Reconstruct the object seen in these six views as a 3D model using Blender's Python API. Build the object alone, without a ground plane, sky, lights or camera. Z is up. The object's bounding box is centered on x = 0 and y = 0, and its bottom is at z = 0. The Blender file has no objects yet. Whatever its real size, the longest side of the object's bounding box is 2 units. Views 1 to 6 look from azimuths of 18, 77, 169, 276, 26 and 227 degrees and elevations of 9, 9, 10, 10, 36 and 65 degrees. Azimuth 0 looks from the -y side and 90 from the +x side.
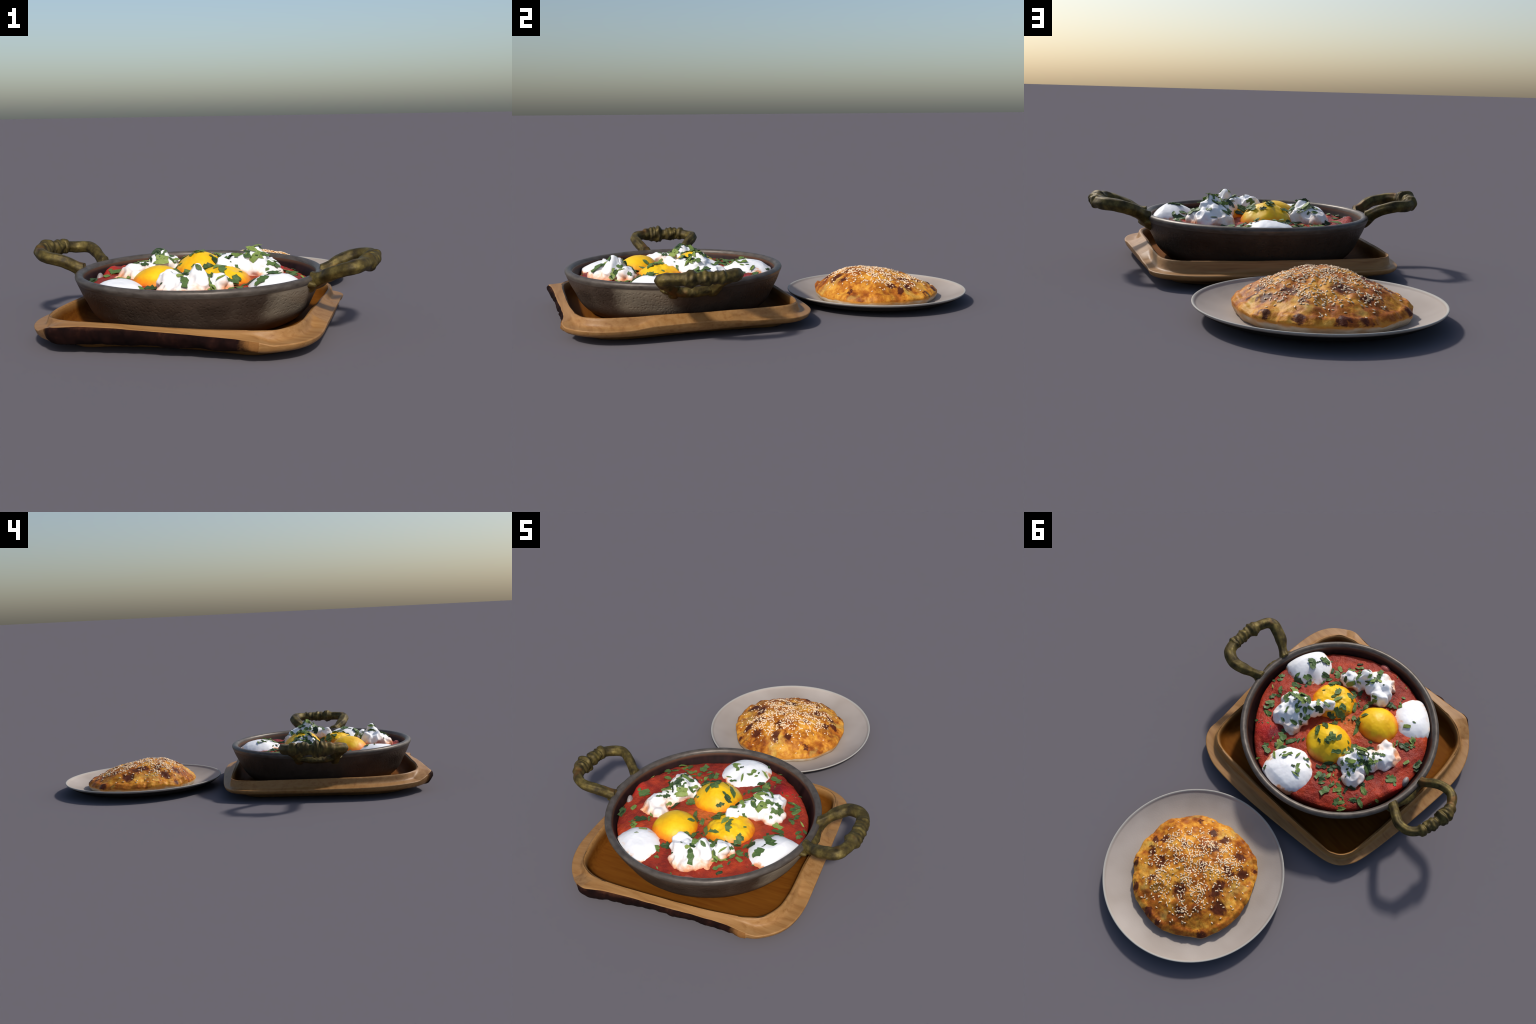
import bpy, math, random
import numpy as np
from mathutils import Vector, noise, Matrix
from mathutils.bvhtree import BVHTree

random.seed(7)
rng = np.random.default_rng(7)
noise.seed_set(7)
PAN_C = np.array((0.0016, -0.4242))      # pan axis
BREAD_C = np.array((-0.060, 0.568))
PLATE_C = np.array((-0.054, 0.5675))


# ------------------------------------------------------------------ helpers
def nz(x, y, z, s=1.0, o=0.0):
    return noise.noise((x * s + o, y * s - o, z * s + o * 0.7))


def fbm(x, y, z, s, octaves=3, o=0.0):
    a, t = 1.0, 0.0
    for k in range(octaves):
        t += a * nz(x, y, z, s * 2 ** k, o + 11.3 * k)
        a *= 0.5
    return t


def catmull(pts, n, closed=False):
    """n samples of a Catmull-Rom curve through pts."""
    P = np.array(pts, float)
    m = len(P)
    segs = m if closed else m - 1
    out = []
    for u in np.linspace(0, segs, n, endpoint=not closed):
        i = min(int(u), segs - 1)
        t = u - i
        if closed:
            p0, p1, p2, p3 = P[(i - 1) % m], P[i % m], P[(i + 1) % m], P[(i + 2) % m]
        else:
            p0, p1, p2, p3 = P[max(i - 1, 0)], P[i], P[i + 1], P[min(i + 2, m - 1)]
        out.append(0.5 * (2 * p1 + (p2 - p0) * t + (2 * p0 - 5 * p1 + 4 * p2 - p3) * t * t
                          + (3 * p1 - p0 - 3 * p2 + p3) * t ** 3))
    return np.array(out)


def sstep(a, b, x):
    t = np.clip((np.asarray(x, float) - a) / (b - a), 0, 1)
    return t * t * (3 - 2 * t)


def grid_faces(n, m, close_u=True):
    """faces of an n (around) by m (along) grid, vertex index i*m+j"""
    F = []
    for i in range(n if close_u else n - 1):
        a = i * m
        b = ((i + 1) % n) * m
        for j in range(m - 1):
            F.append((a + j, b + j, b + j + 1, a + j + 1))
    return F


def make(name, V, F, mat=None, parent=None, smooth=True):
    me = bpy.data.meshes.new(name)
    me.from_pydata([tuple(map(float, v)) for v in V], [], F)
    me.validate()
    me.update()
    if smooth:
        me.polygons.foreach_set("use_smooth", [True] * len(me.polygons))
    if mat:
        me.materials.append(mat)
    ob = bpy.data.objects.new(name, me)
    bpy.context.collection.objects.link(ob)
    if parent:
        ob.parent = parent
    return ob


def empty(name, loc, label, cat):
    e = bpy.data.objects.new(name, None)
    e.empty_display_size = 0.05
    e.location = loc
    bpy.context.collection.objects.link(e)
    e["label"] = label
    e["category"] = cat
    bpy.context.view_layer.update()
    return e


def adopt(child, parent):
    """parent without moving the child: meshes keep world coordinates"""
    child.parent = parent
    child.matrix_parent_inverse = parent.matrix_world.inverted()


def split_regions(V, F, regions, parent):
    """one smooth surface split by region; every piece keeps the whole body's normals.
    regions: list of (name, material, [face indices])"""
    V = np.asarray(V, float)
    tmp = bpy.data.meshes.new("whole")
    tmp.from_pydata([tuple(v) for v in V], [], F)
    tmp.update()
    N = np.empty(len(V) * 3)
    tmp.vertex_normals.foreach_get("vector", N)
    N = N.reshape(-1, 3)
    bpy.data.meshes.remove(tmp)
    obs = []
    for name, mat, idx in regions:
        used = sorted({v for f in idx for v in F[f]})
        remap = {v: k for k, v in enumerate(used)}
        ob = make(name, V[used], [tuple(remap[v] for v in F[f]) for f in idx], mat)
        ob.data.normals_split_custom_set_from_vertices([tuple(N[v]) for v in used])
        adopt(ob, parent)
        obs.append(ob)
    return obs


def applied(ob, *mods):
    """apply modifiers given as (type, {settings}) and return the object with the baked mesh"""
    for t, kw in mods:
        m = ob.modifiers.new(t, t)
        for k, v in kw.items():
            setattr(m, k, v)
    dg = bpy.context.evaluated_depsgraph_get()
    me = bpy.data.meshes.new_from_object(ob.evaluated_get(dg))
    ob.modifiers.clear()
    old = ob.data
    ob.data = me
    bpy.data.meshes.remove(old)
    me.polygons.foreach_set("use_smooth", [True] * len(me.polygons))
    return ob


def coords(me):
    a = np.empty(len(me.vertices) * 3)
    me.vertices.foreach_get("co", a)
    return a.reshape(-1, 3)


def normals(me):
    a = np.empty(len(me.vertices) * 3)
    me.vertex_normals.foreach_get("vector", a)
    return a.reshape(-1, 3)


def set_coords(me, C):
    me.vertices.foreach_set("co", np.ascontiguousarray(C, float).ravel())
    me.update()


# ------------------------------------------------------------------ materials
class Mat:
    def __init__(self, name, rough=0.5, **kw):
        self.m = bpy.data.materials.new(name)
        self.m.use_nodes = True
        self.t = self.m.node_tree
        self.b = self.t.nodes["Principled BSDF"]
        self.b.inputs["Roughness"].default_value = rough
        for k, v in kw.items():
            self.b.inputs[k.replace("_", " ")].default_value = v
        self.co = self.n("ShaderNodeTexCoord").outputs["Object"]
        self.sep = None

    def n(self, kind, **kw):
        nd = self.t.nodes.new(kind)
        for k, v in kw.items():
            setattr(nd, k, v)
        return nd

    def put(self, sock, v):
        if isinstance(v, bpy.types.NodeSocket):
            self.t.links.new(v, sock)
        else:
            sock.default_value = v

    def axis(self, k):
        if self.sep is None:
            self.sep = self.n("ShaderNodeSeparateXYZ")
            self.put(self.sep.inputs[0], self.co)
        return self.sep.outputs["XYZ".index(k)]

    def mapped(self, scale=(1, 1, 1), loc=(0, 0, 0), rot=(0, 0, 0)):
        mp = self.n("ShaderNodeMapping")
        self.put(mp.inputs[0], self.co)
        mp.inputs["Scale"].default_value = scale
        mp.inputs["Location"].default_value = loc
        mp.inputs["Rotation"].default_value = rot
        return mp.outputs[0]

    def noise(self, scale, detail=4, rough=0.55, vec=None, dist=0.0):
        nd = self.n("ShaderNodeTexNoise")
        self.put(nd.inputs["Vector"], vec or self.co)
        nd.inputs["Scale"].default_value = scale
        nd.inputs["Detail"].default_value = detail
        nd.inputs["Roughness"].default_value = rough
        nd.inputs["Distortion"].default_value = dist
        return nd.outputs[0]

    def voronoi(self, scale, vec=None, feature="F1", rand=1.0):
        nd = self.n("ShaderNodeTexVoronoi", feature=feature)
        self.put(nd.inputs["Vector"], vec or self.co)
        nd.inputs["Scale"].default_value = scale
        nd.inputs["Randomness"].default_value = rand
        return nd.outputs["Distance"]

    def math(self, op, a, b=0.0, c=0.0):
        nd = self.n("ShaderNodeMath", operation=op)
        self.put(nd.inputs[0], a)
        self.put(nd.inputs[1], b)
        self.put(nd.inputs[2], c)
        return nd.outputs[0]

    def step(self, v, a, b, lo=0.0, hi=1.0):
        nd = self.n("ShaderNodeMapRange", interpolation_type="SMOOTHSTEP")
        self.put(nd.inputs["Value"], v)
        for k, x in (("From Min", a), ("From Max", b), ("To Min", lo), ("To Max", hi)):
            nd.inputs[k].default_value = x
        return nd.outputs[0]

    def ramp(self, v, *stops):
        nd = self.n("ShaderNodeValToRGB")
        self.put(nd.inputs[0], v)
        e = nd.color_ramp.elements
        while len(e) < len(stops):
            e.new(0.5)
        for k, (p, c) in enumerate(stops):
            e[k].position = p
            e[k].color = (*c, 1)
        return nd.outputs[0]

    def mix(self, f, a, b, mode="MIX"):
        nd = self.n("ShaderNodeMix", data_type="RGBA", blend_type=mode)
        self.put(nd.inputs[0], f)
        for s, v in ((nd.inputs[6], a), (nd.inputs[7], b)):
            self.put(s, v if isinstance(v, bpy.types.NodeSocket) else (*v, 1))
        return nd.outputs[2]

    def color(self, c):
        self.put(self.b.inputs["Base Color"], c if isinstance(c, bpy.types.NodeSocket) else (*c, 1))
        return self

    def bump(self, h, strength=0.3, dist=0.01):
        nd = self.n("ShaderNodeBump")
        nd.inputs["Strength"].default_value = strength
        nd.inputs["Distance"].default_value = dist
        self.put(nd.inputs["Height"], h)
        self.put(self.b.inputs["Normal"], nd.outputs[0])
        return self

    def spot(self, x, y, r, wob=None):
        """soft mask around a point seen from above: 1 in the middle, 0 past r"""
        dx = self.math("SUBTRACT", self.axis("X"), x)
        dy = self.math("SUBTRACT", self.axis("Y"), y)
        d = self.math("SQRT", self.math("ADD", self.math("MULTIPLY", dx, dx), self.math("MULTIPLY", dy, dy)))
        if wob is not None:
            d = self.math("ADD", d, wob)
        return self.step(d, r, r * 0.25)


def wood(name, light, mid, dark, rough):
    M = Mat(name, rough)
    g = M.noise(9, 6, 0.6, M.mapped((0.5, 5, 9)), 0.6)
    f = M.noise(60, 3, 0.6, M.mapped((0.3, 5, 6)))
    big = M.noise(4, 2)
    c = M.ramp(g, (0.28, dark), (0.47, mid), (0.7, light))
    c = M.mix(M.math("MULTIPLY", M.step(f, 0.55, 0.75), 0.35), c, dark)
    c = M.mix(M.math("MULTIPLY", M.step(big, 0.4, 0.75), 0.35), c, light)
    M.color(c).bump(f, 0.06, 0.003)
    M.b.inputs["Specular IOR Level"].default_value = 0.3
    return M


def m_tray():
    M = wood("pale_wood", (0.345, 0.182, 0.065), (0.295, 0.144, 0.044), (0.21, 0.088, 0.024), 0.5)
    return M.m


def m_recess():
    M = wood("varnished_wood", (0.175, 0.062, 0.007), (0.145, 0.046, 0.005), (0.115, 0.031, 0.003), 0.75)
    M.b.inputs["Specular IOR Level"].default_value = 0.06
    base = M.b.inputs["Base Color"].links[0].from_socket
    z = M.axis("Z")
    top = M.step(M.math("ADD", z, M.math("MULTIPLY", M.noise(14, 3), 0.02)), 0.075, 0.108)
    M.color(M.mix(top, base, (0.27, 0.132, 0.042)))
    return M.m


def m_bark():
    M = Mat("tree_bark", 0.9, Specular_IOR_Level=0.1)
    v = M.noise(16, 5, 0.65, M.mapped((1, 1, 0.6)))
    c = M.ramp(v, (0.35, (0.004, 0.001, 0.001)), (0.6, (0.012, 0.0035, 0.0025)), (0.85, (0.045, 0.015, 0.008)))
    z = M.axis("Z")
    edge = M.step(M.math("ADD", z, M.math("MULTIPLY", v, 0.03)), 0.104, 0.130)
    c = M.mix(M.math("MULTIPLY", edge, 0.75), c, (0.10, 0.036, 0.016))
    ends = M.math("MAXIMUM", M.step(M.math("ADD", M.axis("X"), M.math("MULTIPLY", v, 0.12)), 0.385, 0.435), M.step(M.math("ADD", M.axis("X"), M.math("MULTIPLY", v, 0.06)), -0.335, -0.365))
    c = M.mix(ends, c, (0.22, 0.097, 0.029))
    M.color(c).bump(v, 0.4, 0.01)
    return M.m


def m_pan_out():
    M = Mat("hammered_copper_dark", 0.5, Metallic=0.2, Specular_IOR_Level=0.22)
    z = M.axis("Z")
    n = M.noise(9, 5, 0.6)
    c = M.ramp(n, (0.3, (0.044, 0.029, 0.021)), (0.6, (0.067, 0.046, 0.034)), (0.85, (0.100, 0.074, 0.055)))
    # highlight beside the right handle, painted into the wall's base colour
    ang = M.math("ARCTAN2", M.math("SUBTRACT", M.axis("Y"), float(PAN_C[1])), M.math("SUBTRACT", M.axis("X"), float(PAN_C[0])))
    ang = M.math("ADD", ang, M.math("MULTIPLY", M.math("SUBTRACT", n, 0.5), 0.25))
    painted_sheen = M.math("MULTIPLY", M.step(ang, -0.74, -0.55), M.step(ang, -0.02, -0.20))
    painted_sheen = M.math("MULTIPLY", painted_sheen, M.step(z, 0.07, 0.12))
    c = M.mix(M.math("MULTIPLY", painted_sheen, 0.85), c, (0.27, 0.225, 0.165))
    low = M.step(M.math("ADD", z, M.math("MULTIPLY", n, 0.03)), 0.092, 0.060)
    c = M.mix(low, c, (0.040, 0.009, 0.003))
    M.color(c)
    row = M.n("ShaderNodeCombineXYZ")
    M.put(row.inputs[0], M.math("MULTIPLY", M.math("ARCTAN2", M.math("SUBTRACT", M.axis("Y"), float(PAN_C[1])), M.math("SUBTRACT", M.axis("X"), float(PAN_C[0]))), 0.47))
    M.put(row.inputs[1], M.math("MULTIPLY", z, 1.15))
    pits = M.voronoi(98, row.outputs[0], "SMOOTH_F1", 0.9)
    grain = M.noise(120, 3)
    zone = M.math("MULTIPLY", M.step(z, 0.07, 0.12), M.step(z, 0.196, 0.182))
    h = M.math("MULTIPLY", M.step(pits, 0.05, 0.5), zone)
    h = M.math("ADD", h, M.math("MULTIPLY", grain, 0.5))
    M.bump(h, 0.28, 0.004)
    return M.m


def m_pan_rim():
    M = Mat("worn_metal_rim", 0.42, Metallic=0.25, Specular_IOR_Level=0.25)
    n = M.noise(22, 4, 0.6, M.mapped((1, 1, 3)))
    c = M.ramp(n, (0.3, (0.062, 0.050, 0.042)), (0.7, (0.125, 0.106, 0.09)))
    M.color(c).bump(n, 0.1, 0.004)
    return M.m


def m_pan_in():
    M = Mat("stained_pan_wall", 0.6, Specular_IOR_Level=0.15)
    n = M.noise(20, 4, 0.6, M.mapped((1, 1, 0.25)))
    c = M.ramp(n, (0.3, (0.008, 0.003, 0.003)), (0.7, (0.027, 0.009, 0.008)))
    z = M.axis("Z")
    c = M.mix(M.step(z, 0.196, 0.212), c, (0.095, 0.044, 0.025))  # warm reflection under the rim, coloured onto the wall as a ring
    M.color(c).bump(n, 0.15, 0.004)
    return M.m


def m_brass():
    M = Mat("tarnished_brass", 0.55, Metallic=0.35, Specular_IOR_Level=0.2)
    n = M.noise(26, 5, 0.62)
    n2 = M.noise(9, 3, 0.6)
    up = M.n("ShaderNodeNewGeometry")
    sx = M.n("ShaderNodeSeparateXYZ")
    M.put(sx.inputs[0], up.outputs["Normal"])
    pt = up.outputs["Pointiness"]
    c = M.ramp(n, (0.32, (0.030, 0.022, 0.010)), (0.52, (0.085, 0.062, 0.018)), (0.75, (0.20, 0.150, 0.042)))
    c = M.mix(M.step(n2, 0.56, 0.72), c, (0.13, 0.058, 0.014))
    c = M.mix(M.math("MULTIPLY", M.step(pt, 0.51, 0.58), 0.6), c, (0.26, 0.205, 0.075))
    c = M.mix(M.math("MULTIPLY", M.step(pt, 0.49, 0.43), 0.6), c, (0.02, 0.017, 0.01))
    M.color(c).bump(n, 0.3, 0.006)
    return M.m


def m_sauce():
    M = Mat("tomato_sauce", 0.4, Specular_IOR_Level=0.13)
    n = M.noise(7, 5, 0.6)
    f = M.noise(60, 4, 0.65)
    c = M.ramp(n, (0.28, (0.19, 0.022, 0.014)), (0.48, (0.31, 0.034, 0.018)), (0.66, (0.40, 0.046, 0.018)), (0.82, (0.50, 0.085, 0.02)))
    c = M.mix(M.math("MULTIPLY", M.step(f, 0.55, 0.72), 0.45), c, (0.50, 0.075, 0.03))
    c = M.mix(M.math("MULTIPLY", M.step(f, 0.45, 0.32), 0.5), c, (0.16, 0.018, 0.014))
    lump = M.voronoi(20, M.mapped(loc=(2, 5, 0)), "SMOOTH_F1")
    c = M.mix(M.math("MULTIPLY", M.step(lump, 0.32, 0.12), 0.45), c, (0.47, 0.040, 0.016))
    c = M.mix(M.math("MULTIPLY", M.step(lump, 0.48, 0.68), 0.55), c, (0.17, 0.018, 0.014))
    pool = M.noise(5, 3, 0.6, M.mapped(loc=(3, 8, 0)))
    c = M.mix(M.math("MULTIPLY", M.step(pool, 0.52, 0.66), 0.55), c, (0.14, 0.014, 0.012))
    c = M.mix(M.math("MULTIPLY", M.step(pool, 0.44, 0.32), 0.45), c, (0.52, 0.072, 0.018))
    w = M.math("MULTIPLY", M.math("SUBTRACT", n, 0.5), 0.12)
    red = M.math("MAXIMUM", M.spot(0.235, -0.150, 0.085, w), M.spot(-0.43, -0.40, 0.07, w))
    c = M.mix(M.math("MULTIPLY", red, 0.7), c, (0.42, 0.014, 0.016))
    dark = M.spot(0.20, -0.165, 0.05, w)
    c = M.mix(M.math("MULTIPLY", dark, 0.7), c, (0.10, 0.010, 0.018))
    oil = M.spot(-0.016, -0.455, 0.10, w)
    c = M.mix(oil, c, (0.55, 0.13, 0.03))
    for x, y, r in ((0.135, -0.50, 0.165), (-0.12, -0.58, 0.15), (-0.02, -0.33, 0.165)):
        c = M.mix(M.math("MULTIPLY", M.spot(x, y, r, w), 0.55), c, (0.52, 0.11, 0.018))
    glint_cells = M.voronoi(95, None, "F1")
    painted_glints = M.math("MULTIPLY", M.step(glint_cells, 0.22, 0.10), M.step(M.noise(18, 2), 0.56, 0.68))
    c = M.mix(M.math("MULTIPLY", painted_glints, 0.55), c, (0.62, 0.30, 0.26))  # wet sparkles drawn as pale pink dots in the sauce colour
    M.color(c)
    h = M.math("ADD", f, M.math("MULTIPLY", M.noise(150, 2), 0.5))
    M.bump(h, 0.6, 0.007)
    return M.m


def m_white(name, stain):
    M = Mat(name, 0.5, Specular_IOR_Level=0.3, Subsurface_Weight=0.08, Subsurface_Radius=(0.02, 0.015, 0.01))
    n = M.noise(14, 4, 0.6)
    c = M.ramp(n, (0.3, (0.80, 0.80, 0.82)), (0.7, (0.90, 0.89, 0.885)))
    z = M.axis("Z")
    lvl = M.math("ADD", z, M.math("MULTIPLY", M.math("SUBTRACT", n, 0.5), 0.13))
    warm = M.step(lvl, 0.252 if stain else 0.197, 0.182)
    c = M.mix(M.math("MULTIPLY", warm, 0.75), c, (0.88, 0.60, 0.40))
    deep = M.step(lvl, 0.220 if stain else 0.190, 0.178)
    c = M.mix(M.math("MULTIPLY", deep, 0.8), c, (0.75, 0.24, 0.06))
    M.color(c).bump(M.noise(45, 3), 0.12, 0.005)
    return M.m


def m_yolk():
    M = Mat("egg_yolk_skin", 0.45, Specular_IOR_Level=0.3)
    n = M.noise(11, 4, 0.6)
    c = M.ramp(n, (0.3, (0.76, 0.40, 0.004)), (0.55, (0.86, 0.52, 0.008)), (0.8, (0.92, 0.60, 0.035)))
    z = M.axis("Z")
    lvl = M.math("ADD", z, M.math("MULTIPLY", M.math("SUBTRACT", n, 0.5), 0.07))
    c = M.mix(M.step(lvl, 0.232, 0.202), c, (0.80, 0.24, 0.004))
    c = M.mix(M.step(lvl, 0.208, 0.186), c, (0.50, 0.10, 0.006))
    M.color(c).bump(M.noise(30, 4), 0.15, 0.006)
    return M.m


def m_parsley(name, deep, bright):
    M = Mat(name, 0.5, Specular_IOR_Level=0.3)
    rnd = M.n("ShaderNodeObjectInfo").outputs["Random"]
    c = M.mix(rnd, deep, bright)
    vein = M.noise(7, 3, 0.6)
    c = M.mix(M.math("MULTIPLY", M.step(vein, 0.45, 0.7), 0.4), c, bright)
    M.color(c).bump(vein, 0.2, 0.003)
    tr = M.n("ShaderNodeBsdfTranslucent")
    M.put(tr.inputs[0], c)
    mx = M.n("ShaderNodeMixShader")
    mx.inputs[0].default_value = 0.12
    out = M.t.nodes["Material Output"]
    M.t.links.new(M.b.outputs[0], mx.inputs[1])
    M.t.links.new(tr.outputs[0], mx.inputs[2])
    M.t.links.new(mx.outputs[0], out.inputs[0])
    return M.m


def m_onion(name, c):
    M = Mat(name, 0.4, Specular_IOR_Level=0.3)
    M.color(M.mix(M.noise(25, 3), c, tuple(v * .75 for v in c)))
    return M.m


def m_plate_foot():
    M = Mat("shadow_blackened_underside", 0.8, Specular_IOR_Level=0.05)
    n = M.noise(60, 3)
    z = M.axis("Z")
    c = M.ramp(n, (0.3, (0.018, 0.016, 0.015)), (0.7, (0.030, 0.027, 0.025)))  # near-black albedo bakes in the shadow below the plate
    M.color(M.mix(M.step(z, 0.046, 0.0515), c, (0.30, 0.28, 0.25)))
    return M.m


def m_plate():
    M = Mat("grey_stoneware", 0.6, Specular_IOR_Level=0.22)
    n = M.noise(140, 3)
    big = M.noise(5, 2)
    c = M.ramp(big, (0.3, (0.318, 0.268, 0.230)), (0.7, (0.392, 0.340, 0.302)))
    z = M.axis("Z")
    c = M.mix(M.step(z, 0.054, 0.0595), c, (0.37, 0.35, 0.315))
    M.color(c).bump(n, 0.12, 0.004)
    return M.m


BURNT = ((0.059, 0.661, .030), (0.047, 0.743, .022), (0.152, 0.66, .022), (0.146, 0.572, .018), (-0.105, 0.682, .036),
         (-0.054, 0.439, .030), (-0.056, 0.369, .026), (0.01, 0.385, .020), (-0.158, 0.361, .026), (-0.189, 0.458, .022),
         (-0.224, 0.41, .028), (-0.208, 0.53, .024), (-0.219, 0.573, .028), (-0.271, 0.598, .040), (-0.06, 0.845, .024),
         (-0.131, 0.850, .026), (-0.315, 0.735, .026), (0.056, 0.528, .016), (-0.089, 0.523, .016), (-0.247, 0.345, .018),
         (-0.168, 0.741, .018), (0.166, 0.734, .020), (0.066, 0.815, .022), (0.115, 0.385, .014), (0.19, 0.60, .018))


def m_crust():
    M = Mat("baked_crust", 0.5, Specular_IOR_Level=0.13)
    n = M.noise(8, 5, 0.6)
    f = M.noise(38, 4, 0.65)
    mixn = M.math("ADD", M.math("MULTIPLY", n, 0.62), M.math("MULTIPLY", f, 0.38))
    c = M.ramp(mixn, (0.36, (0.74, 0.41, 0.085)), (0.45, (0.66, 0.30, 0.036)), (0.51, (0.51, 0.185, 0.018)),
               (0.57, (0.32, 0.090, 0.010)), (0.65, (0.18, 0.040, 0.008)))
    g = M.noise(10, 3, 0.5, M.mapped(loc=(4, 2, 1)))
    c = M.mix(M.math("MULTIPLY", M.step(g, 0.56, 0.68), 0.6), c, (0.62, 0.42, 0.10))
    rag = M.noise(21, 5, 0.7, None, 0.6)
    w = M.math("MULTIPLY", M.math("SUBTRACT", rag, 0.5), 0.12)
    m = None
    for x, y, r in BURNT:
        s = M.spot(x, y, r * 1.45, w)
        m = s if m is None else M.math("MAXIMUM", m, s)
    scorch = M.noise(13, 4, 0.6, M.mapped(loc=(7, 1, 3)))
    c = M.mix(M.math("MULTIPLY", M.step(scorch, 0.50, 0.66), 0.72), c, (0.33, 0.085, 0.011))
    c = M.mix(M.math("MULTIPLY", M.step(m, 0.0, 0.5), 0.75), c, (0.24, 0.058, 0.009))
    c = M.mix(M.math("MULTIPLY", M.step(m, 0.45, 1.0), 0.9), c, (0.060, 0.011, 0.006))
    z = M.axis("Z")
    lvl = M.math("ADD", z, M.math("MULTIPLY", M.math("SUBTRACT", f, 0.5), 0.03))
    c = M.mix(M.step(lvl, 0.050, 0.040), c, (0.55, 0.22, 0.03))
    M.color(c).bump(M.math("ADD", f, M.math("MULTIPLY", M.noise(110, 3), 0.4)), 0.3, 0.008)
    return M.m


def m_dough():
    M = Mat("pale_dough", 0.6)
    n = M.noise(18, 4, 0.6)
    z = M.axis("Z")
    c = M.ramp(n, (0.3, (0.50, 0.38, 0.24)), (0.7, (0.66, 0.55, 0.40)))
    c = M.mix(M.math("MULTIPLY", M.step(M.noise(6, 2), 0.5, 0.6), 0.7), c, (0.42, 0.20, 0.05))
    lvl = M.math("ADD", z, M.math("MULTIPLY", M.math("SUBTRACT", n, 0.5), 0.03))
    c = M.mix(M.step(lvl, 0.032, 0.045), c, (0.55, 0.22, 0.03))
    M.color(c).bump(n, 0.2, 0.006)
    return M.m


def m_seed():
    M = Mat("sesame_hull", 0.45, Specular_IOR_Level=0.25)
    rnd = M.n("ShaderNodeObjectInfo").outputs["Random"]
    n = M.noise(45, 2)
    c = M.ramp(M.math("ADD", M.math("MULTIPLY", rnd, 0.3), M.math("MULTIPLY", n, 0.7)),
               (0.25, (0.68, 0.40, 0.19)), (0.45, (0.83, 0.61, 0.38)), (0.75, (0.89, 0.73, 0.52)))
    M.color(c)
    return M.m


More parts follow.
